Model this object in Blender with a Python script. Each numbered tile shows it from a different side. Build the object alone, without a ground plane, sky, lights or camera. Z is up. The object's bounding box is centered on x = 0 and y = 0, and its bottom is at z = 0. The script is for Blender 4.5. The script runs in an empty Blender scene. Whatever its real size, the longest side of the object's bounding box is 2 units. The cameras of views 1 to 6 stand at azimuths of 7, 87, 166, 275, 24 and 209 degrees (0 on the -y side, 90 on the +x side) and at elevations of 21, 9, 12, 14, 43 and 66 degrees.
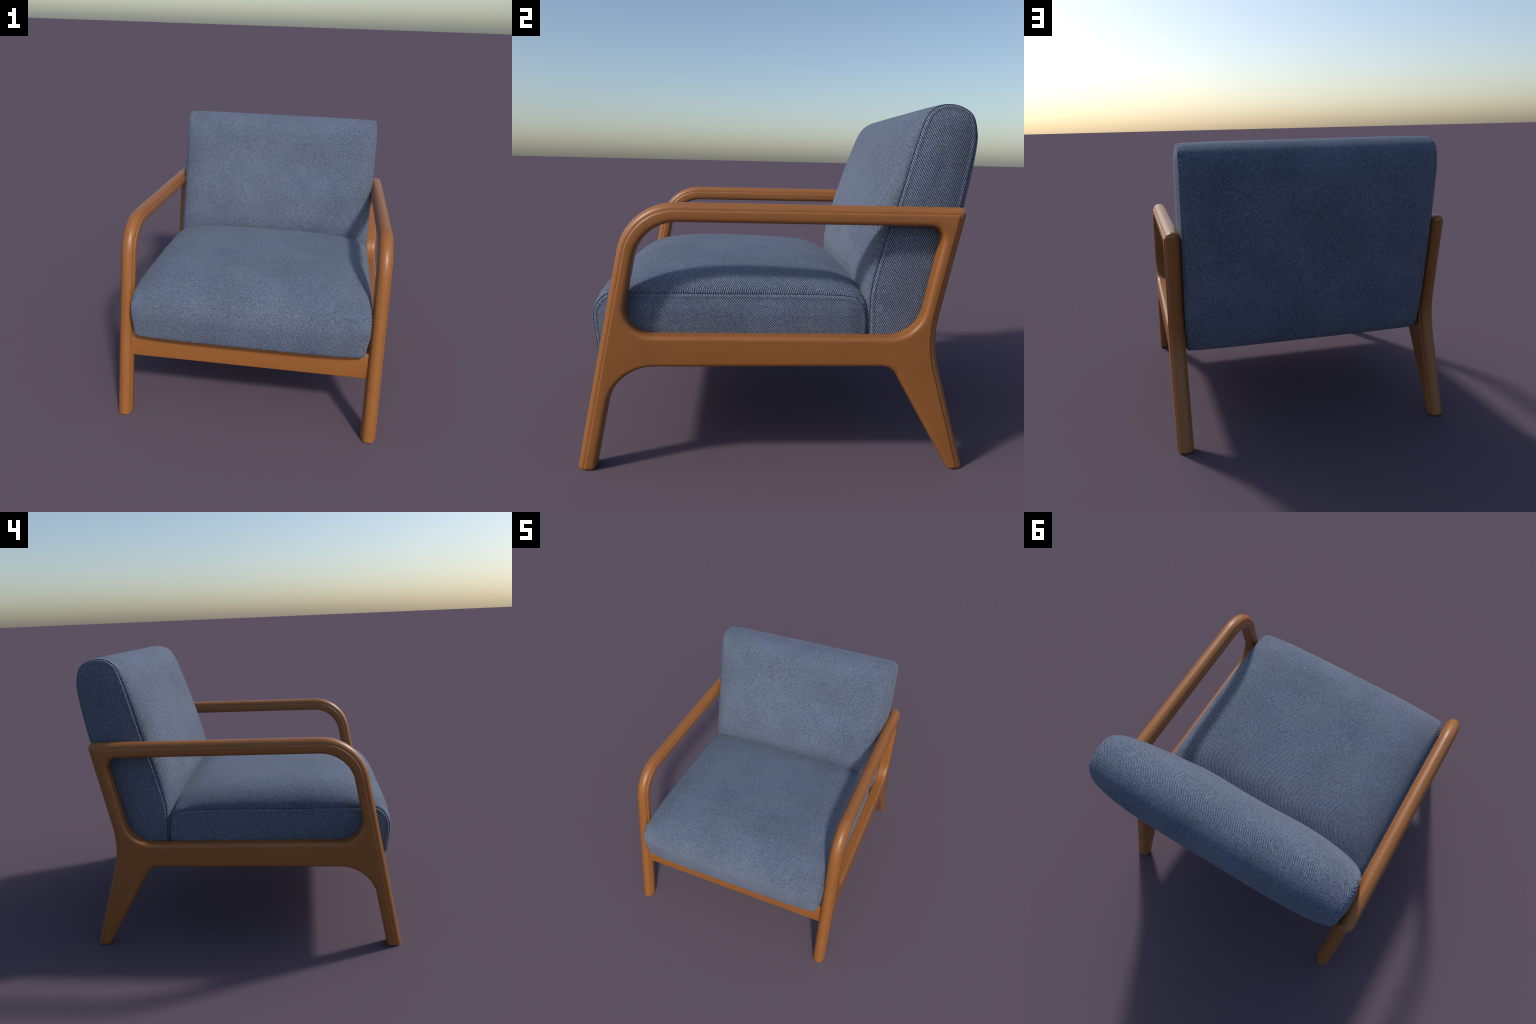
"""Mid-century armchair: two sculpted wooden side frames, a front rail and two
twill upholstered cushions (seat and backrest) with seamed side panels."""
import bpy, bmesh, math
import numpy as np
from mathutils import Vector

# ------------------------------------------------------------------ helpers
def link(obj, parent=None):
    bpy.context.scene.collection.objects.link(obj)
    if parent is not None:
        obj.parent = parent
    return obj


def vertex_normals(co, faces):
    """Area weighted normals, so big flat faces stay flat beside fine fillets."""
    n = np.zeros_like(co)
    for f in faces:
        p = co[list(f)]
        a = np.zeros(3)
        for i in range(1, len(f) - 1):
            a += np.cross(p[i] - p[0], p[i + 1] - p[0])
        n[list(f)] += a
    ln = np.linalg.norm(n, axis=1, keepdims=True)
    ln[ln < 1e-12] = 1
    return n / ln


def mesh_object(name, co, faces, normals, material, parent):
    """A mesh from a subset of faces of a bigger body, keeping the body's normals."""
    used = sorted({i for f in faces for i in f})
    remap = {v: i for i, v in enumerate(used)}
    me = bpy.data.meshes.new(name)
    me.from_pydata([tuple(co[i]) for i in used], [], [[remap[i] for i in f] for f in faces])
    me.polygons.foreach_set("use_smooth", [True] * len(me.polygons))
    me.update()
    if normals is not None:
        me.normals_split_custom_set_from_vertices([tuple(normals[i]) for i in used])
    me.materials.append(material)
    return link(bpy.data.objects.new(name, me), parent)


def smoothstep(a, b, x):
    t = np.clip((x - a) / (b - a), 0, 1)
    return t * t * (3 - 2 * t)


# ---------------------------------------------------------------- materials
class Nodes:
    def __init__(self, name):
        self.mat = bpy.data.materials.new(name)
        self.mat.use_nodes = True
        self.t = self.mat.node_tree
        self.bsdf = self.t.nodes["Principled BSDF"]

    def new(self, kind, **props):
        n = self.t.nodes.new(kind)
        for k, v in props.items():
            setattr(n, k, v)
        return n

    def put(self, socket, value):
        if isinstance(value, bpy.types.NodeSocket):
            self.t.links.new(value, socket)
        else:
            socket.default_value = value

    def math(self, op, a, b=0.0, c=None, clamp=False):
        n = self.new("ShaderNodeMath", operation=op, use_clamp=clamp)
        self.put(n.inputs[0], a)
        self.put(n.inputs[1], b)
        if c is not None:
            self.put(n.inputs[2], c)
        return n.outputs[0]

    def step(self, x, lo, hi):
        n = self.new("ShaderNodeMapRange", interpolation_type="SMOOTHSTEP")
        self.put(n.inputs["Value"], x)
        n.inputs["From Min"].default_value = lo
        n.inputs["From Max"].default_value = hi
        return n.outputs[0]

    def mix(self, fac, a, b):
        n = self.new("ShaderNodeMix", data_type="RGBA")
        self.put(n.inputs[0], fac)
        self.put(n.inputs[6], a)
        self.put(n.inputs[7], b)
        return n.outputs[2]

    def noise(self, vector, scale, detail=3.0, rough=0.55):
        n = self.new("ShaderNodeTexNoise")
        self.put(n.inputs["Vector"], vector)
        n.inputs["Scale"].default_value = scale
        n.inputs["Detail"].default_value = detail
        n.inputs["Roughness"].default_value = rough
        return n.outputs["Fac"]

    def object_xyz(self):
        tc = self.new("ShaderNodeTexCoord")
        s = self.new("ShaderNodeSeparateXYZ")
        self.t.links.new(tc.outputs["Object"], s.inputs[0])
        return tc.outputs["Object"], s.outputs[0], s.outputs[1], s.outputs[2]

    def combine(self, x, y, z):
        n = self.new("ShaderNodeCombineXYZ")
        for i, v in enumerate((x, y, z)):
            self.put(n.inputs[i], v)
        return n.outputs[0]

    def bump(self, height, strength, distance):
        n = self.new("ShaderNodeBump")
        n.inputs["Strength"].default_value = strength
        n.inputs["Distance"].default_value = distance
        self.put(n.inputs["Height"], height)
        self.put(self.bsdf.inputs["Normal"], n.outputs[0])


LIGHT_YARN = (0.248, 0.296, 0.388, 1)
MID_YARN = (0.111, 0.140, 0.206, 1)
DARK_YARN = (0.020, 0.027, 0.046, 1)


def twill(name, layout, pitch, ribbing):
    """Denim-like twill. layout(n, x, y, z) gives (across, along): the two weave
    directions on that panel, in metres; pitch is the distance between ribs along
    either of them, ribbing how strongly the ribs stand out from the fuzz."""
    n = Nodes(name)
    obj, x, y, z = n.object_xyz()
    across, along = layout(n, x, y, z)
    weave = n.combine(across, along, 0.0)
    wob = n.math("MULTIPLY", n.math("SUBTRACT", n.noise(obj, 55.0, 2.0), 0.5), 0.9)
    phase = n.math("MULTIPLY_ADD", n.math("ADD", across, along), 2 * math.pi / pitch, wob)
    rib = n.math("MULTIPLY_ADD", n.math("SINE", phase), 0.5, 0.5)
    # single yarns cross the ribs and break them up into short floats
    cross = n.math("SINE", n.math("MULTIPLY", n.math("SUBTRACT", along, across), 2 * math.pi / 0.0105))
    fleck = n.noise(obj, 210.0, 2.0, 0.6)
    slub = n.noise(obj, 80.0, 2.0, 0.6)
    v = n.math("MULTIPLY_ADD", n.math("SUBTRACT", rib, 0.5), ribbing, n.math("MULTIPLY", cross, 0.05))
    v = n.math("ADD", v, n.math("MULTIPLY", n.math("SUBTRACT", fleck, 0.5), 1.0))
    v = n.math("ADD", v, n.math("MULTIPLY", n.math("SUBTRACT", slub, 0.5), 0.62))
    mottle = n.noise(obj, 3.4, 2.0, 0.5)
    v = n.math("ADD", v, n.math("MULTIPLY", n.math("SUBTRACT", mottle, 0.5), 0.24))
    v = n.math("ADD", v, 0.47, clamp=True)
    ramp = n.new("ShaderNodeValToRGB")
    n.put(ramp.inputs[0], v)
    e = ramp.color_ramp.elements
    e[0].position, e[0].color = 0.08, DARK_YARN
    e[1].position, e[1].color = 0.95, LIGHT_YARN
    m = e.new(0.50)
    m.color = MID_YARN
    # washed, slightly greyer and bluer areas
    wash = n.step(n.noise(obj, 4.0, 2.0), 0.35, 0.65)
    tint = n.mix(wash, (0.985, 0.995, 1.025, 1), (1.01, 1.005, 0.985, 1))
    mul = n.new("ShaderNodeMix", data_type="RGBA", blend_type="MULTIPLY")
    mul.inputs[0].default_value = 1.0
    n.put(mul.inputs[6], ramp.outputs[0])
    n.put(mul.inputs[7], tint)
    n.put(n.bsdf.inputs["Base Color"], mul.outputs[2])
    n.bsdf.inputs["Roughness"].default_value = 0.85
    n.bsdf.inputs["Specular IOR Level"].default_value = 0.25
    n.bsdf.inputs["Sheen Weight"].default_value = 0.12
    n.bsdf.inputs["Sheen Roughness"].default_value = 0.5
    n.bsdf.inputs["Sheen Tint"].default_value = (0.75, 0.85, 1.0, 1)
    n.bump(n.math("MULTIPLY_ADD", fleck, 0.4, rib), 0.7, 0.0032)
    return n.mat


def seat_layout(n, x, y, z):
    # ribs run on over the rounded flank: add the drop of the crown to x
    drop = n.math("MULTIPLY", n.math("SUBTRACT", 1.0, z), 1.0)
    drop = n.math("MINIMUM", n.math("MAXIMUM", drop, 0.0), 0.13)
    flank = n.step(n.math("ABSOLUTE", x), 0.58, 0.74)
    across = n.math("ADD", x, n.math("MULTIPLY", n.math("SIGN", x), n.math("MULTIPLY", drop, flank)))
    return across, n.math("ADD", y, z)


def backrest_layout(n, x, y, z):
    # front and top: along = z + y; behind the middle sheet it runs down again
    mid = n.math("MULTIPLY_ADD", z, 0.27, 0.37)
    depth = n.math("SUBTRACT", y, mid)
    behind = n.math("GREATER_THAN", depth, -0.03)
    front_s = n.math("MULTIPLY_ADD", y, 0.8, z)
    rear_s = n.math("ADD", n.math("MULTIPLY_ADD", y, 0.8, 3.70), n.math("MULTIPLY", z, -1.0))
    along = n.math("ADD", n.math("MULTIPLY", behind, rear_s),
                   n.math("MULTIPLY", n.math("SUBTRACT", 1.0, behind), front_s))
    line = n.math("MULTIPLY_ADD", z, 0.27, 0.145)
    inset = n.math("MINIMUM", n.math("MAXIMUM", n.math("SUBTRACT", y, line), 0.0), 0.10)
    flank = n.math("MULTIPLY", n.step(n.math("ABSOLUTE", x), 0.60, 0.75), n.math("SUBTRACT", 1.0, behind))
    across = n.math("ADD", x, n.math("MULTIPLY", n.math("SIGN", x), n.math("MULTIPLY", inset, flank)))
    return across, along


def side_layout(lean):
    c, s = math.cos(lean), math.sin(lean)

    def layout(n, x, y, z):
        u = n.math("SUBTRACT", n.math("MULTIPLY", y, c), n.math("MULTIPLY", z, s))
        v = n.math("ADD", n.math("MULTIPLY", y, s), n.math("MULTIPLY", z, c))
        return n.math("MULTIPLY", u, n.math("SIGN", x)), v
    return layout


def wood(name):
    n = Nodes(name)
    obj, x, y, z = n.object_xyz()
    # grain lies along the length of the frame (y) with slow bends
    bend = n.math("MULTIPLY", n.math("SUBTRACT", n.noise(obj, 2.2, 2.0), 0.5), 0.10)
    streak = n.noise(n.combine(n.math("MULTIPLY", x, 34.0), n.math("MULTIPLY", y, 2.4),
                               n.math("MULTIPLY", n.math("ADD", z, bend), 34.0)), 1.0, 4.0, 0.6)
    pore = n.noise(n.combine(n.math("MULTIPLY", x, 260.0), n.math("MULTIPLY", y, 22.0),
                             n.math("MULTIPLY", z, 260.0)), 1.0, 2.0, 0.5)
    cloud = n.noise(obj, 5.0, 2.0)
    v = n.math("ADD", n.math("MULTIPLY", streak, 0.55), n.math("MULTIPLY", cloud, 0.45))
    ramp = n.new("ShaderNodeValToRGB")
    n.put(ramp.inputs[0], v)
    e = ramp.color_ramp.elements
    e[0].position, e[0].color = 0.34, (0.272, 0.098, 0.022, 1)
    e[1].position, e[1].color = 0.66, (0.305, 0.112, 0.027, 1)
    flecks = n.step(pore, 0.66, 0.80)
    col = n.mix(n.math("MULTIPLY", flecks, 0.22), ramp.outputs[0], (0.38, 0.15, 0.04, 1))
    n.put(n.bsdf.inputs["Base Color"], col)
    n.bsdf.inputs["Roughness"].default_value = 0.40
    n.bsdf.inputs["Specular IOR Level"].default_value = 0.5
    n.bump(n.math("ADD", n.math("MULTIPLY", streak, 0.6), n.math("MULTIPLY", pore, 0.4)), 0.06, 0.002)
    return n.mat


WOOD = wood("stained_beech")

# -------------------------------------------------------------- side frames
FRAME_MID, FRAME_HALF = 0.8393, 0.0492
N_PROFILE = 13


def rim_profile():
    """Outer rim: a half-round cap, a fine groove, then the eased edge of the face."""
    pts = []
    for a in np.linspace(0, math.pi / 2 * 0.93, 8):
        pts.append((0.034 * (1 - math.cos(a)), 0.0415 * math.sin(a)))
    pts += [(0.0332, 0.0403), (0.0345, 0.0408), (0.0358, 0.0440), (0.0388, 0.0472), (0.0445, FRAME_HALF)]
    return pts


def round_profile(r):
    """Plain rounded edge of radius r, sampled at nearly the rim's offsets so that
    the end grain of a foot takes the half-round plan of the leg."""
    xs = [x for _, x in rim_profile()]
    xs[7:10] = [0.0408, 0.0418, 0.0429]
    flat = FRAME_HALF - r
    return [(r - math.sqrt(max(0.0, r * r - max(0.0, x - flat) ** 2)), x) for x in xs]


PROFILE = {"rim": rim_profile(), "edge": round_profile(0.023), "foot": round_profile(0.012),
           "window": round_profile(0.023)}


class Outline:
    """A closed polygon of filleted corners that can be inset edge by edge.
    corner = (y, z, radius, arc steps, kind of the edge that follows, edge steps)"""

    def __init__(self, corners):
        self.c = corners
        p = np.array([c[:2] for c in corners])
        nxt = np.roll(p, -1, 0)
        self.p = p
        self.dir = (nxt - p) / np.linalg.norm(nxt - p, axis=1, keepdims=True)
        self.nrm = np.stack([-self.dir[:, 1], self.dir[:, 0]], 1)   # left side = into the material

    def ring(self, k):
        """Points (y, z) and half-thickness x of profile step k."""
        n = len(self.c)
        d = [PROFILE[c[4]][k][0] for c in self.c]
        h = [PROFILE[c[4]][k][1] for c in self.c]
        arcs = []
        for i in range(n):
            j = i - 1                                              # edge before the corner
            a = np.array([self.nrm[j], self.nrm[i]])
            b = np.array([self.nrm[j] @ self.p[i] + d[j], self.nrm[i] @ self.p[i] + d[i]])
            v = np.linalg.solve(a, b)
            turn = self.dir[j][0] * self.dir[i][1] - self.dir[j][1] * self.dir[i][0]
            r = self.c[i][2]
            m = 0.5 * (d[i] + d[j])
            r = max(r - m, min(r, 0.009)) if turn > 0 else r + m
            half = 0.5 * math.acos(np.clip(self.dir[j] @ self.dir[i], -1, 1))
            t = r * math.tan(half)
            side = self.nrm[j] if turn > 0 else -self.nrm[j]
            centre = v - self.dir[j] * t + side * r
            start = v - self.dir[j] * t - centre
            steps = self.c[i][3]
            sign = 1 if turn > 0 else -1
            pts = []
            for s in range(steps + 1):
                f = s / steps
                ang = sign * 2 * half * f
                q = centre + np.array([start[0] * math.cos(ang) - start[1] * math.sin(ang),
                                       start[0] * math.sin(ang) + start[1] * math.cos(ang)])
                pts.append((q, h[j] * (1 - f) + h[i] * f))
            arcs.append(pts)
        out = []
        for i in range(n):
            out += arcs[i]
            q0, q1 = arcs[i][-1], arcs[(i + 1) % n][0]
            m = self.c[i][5]
            for s in range(1, m):
                f = s / m
                out.append((q0[0] * (1 - f) + q1[0] * f, q0[1] * (1 - f) + q1[1] * f))
        return np.array([q for q, _ in out]), np.array([x for _, x in out])


# seen from +x (y to the right, z up), counter-clockwise; material on the left
OUTER = Outline([
    (-0.908, 0.000, 0.016, 5, "edge", 8),    # front foot, inner corner
    (-0.804, 0.539, 0.235, 10, "edge", 18),   # under the rail, front
    (0.573, 0.548, 0.095, 7, "edge", 10),    # under the rail, rear
    (0.895, 0.000, 0.024, 5, "foot", 4),     # rear foot, inner corner
    (0.977, 0.000, 0.012, 4, "rim", 10),     # rear foot, heel
    (0.7765, 0.6725, 0.60, 9, "rim", 10),    # waist of the rear leg
    (0.912, 1.350, 0.032, 6, "rim", 16),     # rear end of the arm
    (-0.745, 1.350, 0.290, 14, "rim", 18),   # sweep of arm into front leg
    (-1.000, 0.000, 0.012, 4, "foot", 4),    # front foot, toe
])
# the window runs clockwise so that the material is on its left as well
WINDOW = Outline([
    (-0.674, 1.257, 0.215, 12, "window", 16),
    (0.806, 1.257, 0.064, 7, "window", 10),
    (0.698, 0.699, 0.170, 9, "window", 16),
    (-0.779, 0.697, 0.135, 9, "window", 8),
])


def side_frame_mesh(side):
    """Whole frame as one skin: rings round both outlines, then the two faces."""
    co, faces = [], []
    border = {}
    for outline in (OUTER, WINDOW):
        rings = []
        order = list(range(N_PROFILE - 1, 0, -1))
        for sgn, ks in ((1, order), (0, [0]), (-1, order[::-1])):
            for k in ks:
                yz, x = outline.ring(k)
                base = len(co)
                co += [(FRAME_MID + sgn * xi, q[0], q[1]) for q, xi in zip(yz, x)]
                rings.append(list(range(base, base + len(yz))))
        m = len(rings[0])
        for r0, r1 in zip(rings, rings[1:]):
            for i in range(m):
                j = (i + 1) % m
                faces.append((r0[j], r0[i], r1[i], r1[j]))
        border.setdefault("out", []).append(rings[0])
        border.setdefault("in", []).append(rings[-1])
    bm = bmesh.new()
    vs = [bm.verts.new(c) for c in co]
    for f in faces:
        try:
            bm.faces.new([vs[i] for i in f])
        except ValueError:
            pass
    for key in ("out", "in"):
        edges = []
        for ring in border[key]:
            for i in range(len(ring)):
                e = bm.edges.get((vs[ring[i]], vs[ring[(i + 1) % len(ring)]]))
                edges.append(e)
        bmesh.ops.triangle_fill(bm, use_beauty=True, use_dissolve=False, edges=edges)
    # cut lines between the named parts
    def cut(point, normal, pick):
        geo = [f for f in bm.faces if pick(f.calc_center_median())]
        geo = set(geo) | {e for f in geo for e in f.edges} | {v for f in geo for v in f.verts}
        bmesh.ops.bisect_plane(bm, geom=list(geo), dist=1e-6, plane_co=point, plane_no=normal)
    cut((0, 0, 1.10), (0, 0, 1), lambda c: True)
    cut((0, -0.63, 0), (0, 1, 0), lambda c: c.z < 1.10)
    cut((0, 0.50, 0), (0, 1, 0), lambda c: c.z < 1.10)
    bmesh.ops.recalc_face_normals(bm, faces=bm.faces)
    if side < 0:
        for v in bm.verts:
            v.co.x = -v.co.x
        bmesh.ops.reverse_faces(bm, faces=bm.faces)
    bm.verts.index_update()
    co = np.array([v.co[:] for v in bm.verts])
    faces = [tuple(v.index for v in f.verts) for f in bm.faces]
    bm.free()
    return co, faces


def frame_part(c):
    if c[2] > 1.10:
        return "armrest"
    if c[1] < -0.63:
        return "front_leg"
    if c[1] > 0.50:
        return "rear_leg"
    return "side_rail"


# ------------------------------------------------------------------ cushions
def catmull(points, steps, closed_gap=True):
    """Smooth open curve through the points, same step count per span."""
    p = np.array(points, float)
    n = len(p)
    out = []
    for i in range(n - 1):
        p0 = p[i - 1] if i > 0 else 2 * p[0] - p[1]
        p3 = p[i + 2] if i + 2 < n else 2 * p[n - 1] - p[n - 2]
        p1, p2 = p[i], p[i + 1]
        for s in range(steps):
            t = s / steps
            out.append(0.5 * (2 * p1 + (p2 - p0) * t + (2 * p0 - 5 * p1 + 4 * p2 - p3) * t * t
                              + (3 * p1 - p0 - 3 * p2 + p3) * t ** 3))
    out.append(p[-1])
    return np.array(out)


def bottom_run(curve, steps=14):
    """Close the profile with a straight underside."""
    a, b = curve[-1], curve[0]
    run = [a + (b - a) * i / steps for i in range(1, steps)]
    return np.vstack([curve, run])


def cushion(name, crown, width, power, panel_bulge, relief, taper, cover_mat, panel_mat, parent):
    """crown: pairs of (y, z) points, one on the centre plane, one on the side seam.
    The cover blends from one to the other towards each side; behind the seam
    groove lies a side panel that bulges out a little."""
    full = bottom_run(catmull([c[0] for c in crown], 5))
    edge = bottom_run(catmull([c[1] for c in crown], 5))
    m = len(full)
    centre = edge.mean(0)
    inward = centre - edge
    inward /= np.linalg.norm(inward, axis=1, keepdims=True)
    u = np.linspace(-1, 1, 81)
    u = np.sign(u) * np.sin(np.abs(u) * math.pi / 2) ** 0.9      # crowd the rings near the seams
    co, faces, rows = [], [], []

    def add(x, ring):
        base = len(co)
        co.extend((xi, q[0], q[1]) for xi, q in zip(np.broadcast_to(x, len(ring)), ring))
        rows.append(range(base, base + len(ring)))

    add((-width + 0.005) * taper(edge), edge + inward * 0.0045)
    for t in u:
        h = (1 - abs(t) ** power) ** 0.5
        ring = edge + (full - edge) * h
        add(t * width * taper(ring), ring + relief(t * width, ring))
    add((width - 0.005) * taper(edge), edge + inward * 0.0045)
    for r0, r1 in zip(rows, rows[1:]):
        for i in range(m):
            j = (i + 1) % m
            faces.append((r0[i], r0[j], r1[j], r1[i]))
    co = np.array(co)
    # orientation: the top must face up
    faces = orient(co, faces)
    body = mesh_object(name, co, faces, vertex_normals(co, faces), cover_mat, parent)

    for side in (-1, 1):
        pc, pf, prow = [], [], []
        # rows: (share of the way to the middle, how far the panel stands out 0..1)
        rows_spec = [(None, -0.005)] + [(s, None) for s in
                     (0.004, 0.012, 0.024, 0.04, 0.055, 0.07, 0.085, 0.1, 0.125, 0.155, 0.2, 0.25, 0.3, 0.42, 0.56, 0.7, 0.84, 0.95)]
        spine = panel_spine(edge)
        for s, fixed in rows_spec:
            base = len(pc)
            if s is None:
                ring = edge + inward * 0.0050
                x = np.full(m, width + fixed)
            else:
                ring = (edge + inward * 0.0040) * (1 - s) + spine * s
                rise = min(s / 0.035, 1.0)
                rise = math.sqrt(max(0.0, 1 - (1 - rise) ** 2))
                d = edge_distance(ring, edge)
                x = width - 0.003 + 0.005 * rise + panel_bulge(ring) * dome(d) \
                    + 0.0045 * np.exp(-((d - 0.012) / 0.009) ** 2)
            x = x * taper(ring)
            pc.extend((side * xi, q[0], q[1]) for xi, q in zip(x, ring))
            prow.append(range(base, base + m))
        for r0, r1 in zip(prow, prow[1:]):
            for i in range(m):
                j = (i + 1) % m
                pf.append((r0[i], r0[j], r1[j], r1[i]))
        pf.append(tuple(prow[-1]))
        pc = np.array(pc)
        nrm = vertex_normals(pc, pf)
        if nrm[:, 0].sum() * side < 0:
            pf = [tuple(reversed(f)) for f in pf]
            nrm = -nrm
        nrm[edge_distance(pc[:, 1:], edge) > 0.125] = (side, 0, 0)      # level crown of the panel
        mesh_object("side_panel", pc, pf, nrm, panel_mat, body)
    return body


def edge_distance(ring, edge):
    a, b = edge, np.roll(edge, -1, 0)
    ab = b - a
    t = np.clip(((ring[:, None] - a) * ab).sum(2) / np.maximum((ab * ab).sum(1), 1e-12), 0, 1)
    return np.linalg.norm(ring[:, None] - (a + t[..., None] * ab), axis=2).min(1)


def dome(d, reach=0.135):
    """0 at the seam, rising to a level crown `reach` metres inside it."""
    return 1 - (1 - np.minimum(d / reach, 1)) ** 2.2


def panel_spine(edge):
    """Every rim point's target: its foot on a short line through the panel's middle."""
    c = edge.mean(0)
    d = edge - c
    w, v = np.linalg.eigh(d.T @ d)
    axis = v[:, 1]
    length = 0.62 * np.abs(d @ axis).max()
    t = np.clip(d @ axis, -length, length)
    off = d - np.outer(d @ axis, axis)
    return c + np.outer(t, axis) + off * 0.04


def orient(co, faces):
    n = vertex_normals(co, faces)
    c = co - co.mean(0)
    if (n * c).sum() < 0:
        faces = [tuple(reversed(f)) for f in faces]
    return faces


# ------------------------------------------------------------------ assembly
chair = bpy.data.objects.new("armchair", None)
chair["label"] = "wooden armchair with sculpted arms and blue twill cushions"
chair["category"] = "armchair"
link(chair)

for side in (1, -1):
    co, faces = side_frame_mesh(side)
    normals = vertex_normals(co, faces)
    groups = {}
    for f in faces:
        groups.setdefault(frame_part(co[list(f)].mean(0)), []).append(f)
    for name in ("armrest", "front_leg", "rear_leg", "side_rail"):
        mesh_object(name, co, groups[name], normals, WOOD, chair)

# front rail between the legs, leaning like them
bm = bmesh.new()
bmesh.ops.create_cube(bm, size=1.0)
for v in bm.verts:
    z = 0.501 + v.co.z * 0.172
    v.co = Vector((v.co.x * 2 * 0.7915, -0.851 + v.co.y * 0.040 + 0.09 * (z - 0.43), z))
bmesh.ops.bevel(bm, geom=[e for e in bm.edges if abs(e.verts[0].co.x - e.verts[1].co.x) > 0.5],
                offset=0.007, segments=3, profile=0.5, affect="EDGES")
bm.verts.index_update()
co = np.array([v.co[:] for v in bm.verts])
faces = [tuple(v.index for v in f.verts) for f in bm.faces]
bm.free()
mesh_object("front_rail", co, faces, None, WOOD, chair).data.set_sharp_from_angle(angle=math.radians(50))

# profiles: pairs (centre plane, side seam), each (y, z)
SEAT = [
    ((0.450, 0.585), (0.430, 0.590)), ((0.470, 0.610), (0.452, 0.620)), ((0.478, 0.750), (0.457, 0.750)),
    ((0.474, 0.850), (0.446, 0.825)), ((0.448, 0.912), (0.415, 0.866)), ((0.385, 0.961), (0.360, 0.884)),
    ((0.250, 1.018), (0.240, 0.890)), ((0.000, 1.043), (0.000, 0.892)), ((-0.250, 1.052), (-0.250, 0.892)),
    ((-0.500, 1.046), (-0.500, 0.891)), ((-0.680, 1.024), (-0.680, 0.889)), ((-0.790, 0.985), (-0.786, 0.887)),
    ((-0.879, 0.924), (-0.855, 0.881)), ((-0.931, 0.855), (-0.896, 0.850)), ((-0.951, 0.775), (-0.920, 0.808)),
    ((-0.951, 0.720), (-0.926, 0.755)), ((-0.941, 0.640), (-0.916, 0.660)), ((-0.931, 0.594), (-0.911, 0.606)),
    ((-0.916, 0.583), (-0.902, 0.591)),
]
BACKREST = [
    ((0.480, 0.567), (0.495, 0.570)), ((0.445, 0.620), (0.478, 0.640)), ((0.420, 0.800), (0.470, 0.800)),
    ((0.414, 0.930), (0.474, 0.920)), ((0.411, 1.050), (0.500, 1.045)), ((0.455, 1.240), (0.549, 1.240)),
    ((0.500, 1.400), (0.594, 1.390)), ((0.548, 1.540), (0.633, 1.540)), ((0.594, 1.660), (0.664, 1.660)),
    ((0.638, 1.750), (0.692, 1.752)), ((0.696, 1.812), (0.718, 1.806)), ((0.770, 1.846), (0.764, 1.838)),
    ((0.838, 1.850), (0.826, 1.845)), ((0.905, 1.832), (0.884, 1.830)), ((0.958, 1.788), (0.930, 1.797)),
    ((0.988, 1.720), (0.950, 1.735)), ((1.000, 1.650), (0.953, 1.660)), ((0.991, 1.500), (0.929, 1.500)),
    ((0.960, 1.335), (0.902, 1.335)), ((0.918, 1.120), (0.860, 1.120)), ((0.876, 0.900), (0.818, 0.900)),
    ((0.843, 0.770), (0.784, 0.770)), ((0.814, 0.680), (0.762, 0.690)), ((0.780, 0.606), (0.740, 0.609)),
    ((0.752, 0.568), (0.724, 0.570)),
]


def seat_relief(x, ring):
    """Two shallow sitting hollows in the middle of the seat."""
    d = np.zeros_like(ring)
    top = smoothstep(0.90, 0.98, ring[:, 1])
    for cx in (-0.31, 0.31):
        d[:, 1] -= 0.010 * top * np.exp(-((x - cx) / 0.22) ** 2 - ((ring[:, 0] + 0.18) / 0.30) ** 2)
    return d


def seat_taper(ring):
    """The front of the seat narrows a little towards its lower edge."""
    front = smoothstep(-0.70, -0.90, ring[:, 0])
    return 1 - front * (0.015 + 0.012 * smoothstep(0.75, 0.60, ring[:, 1]))


def backrest_relief(x, ring):
    """Two lumbar pads below a hollow at shoulder height, on the front only."""
    d = np.zeros_like(ring)
    front = smoothstep(0.13, 0.03, ring[:, 0] - (0.115 + 0.28 * ring[:, 1]))
    z = ring[:, 1]
    for cx in (-0.35, 0.35):
        d[:, 0] -= front * 0.014 * np.exp(-((x - cx) / 0.24) ** 2 - ((z - 1.20) / 0.13) ** 2)
    d[:, 0] += front * 0.004 * np.exp(-(x / 0.55) ** 2 - ((z - 1.58) / 0.12) ** 2)
    return d


cushion("seat_cushion", SEAT, 0.779, 4.0, lambda r: np.full(len(r), 0.023), seat_relief, seat_taper,
        twill("seat_twill", seat_layout, 0.0108, 0.55), twill("seat_side_twill", side_layout(0.0), 0.0134, 0.74), chair)
cushion("backrest_cushion", BACKREST, 0.777, 4.5,
        lambda r: 0.020 + 0.006 * smoothstep(1.2, 1.5, r[:, 1]), backrest_relief, lambda r: np.ones(len(r)),
        twill("backrest_twill", backrest_layout, 0.0112, 0.55), twill("backrest_side_twill", side_layout(0.24), 0.0134, 0.74), chair)
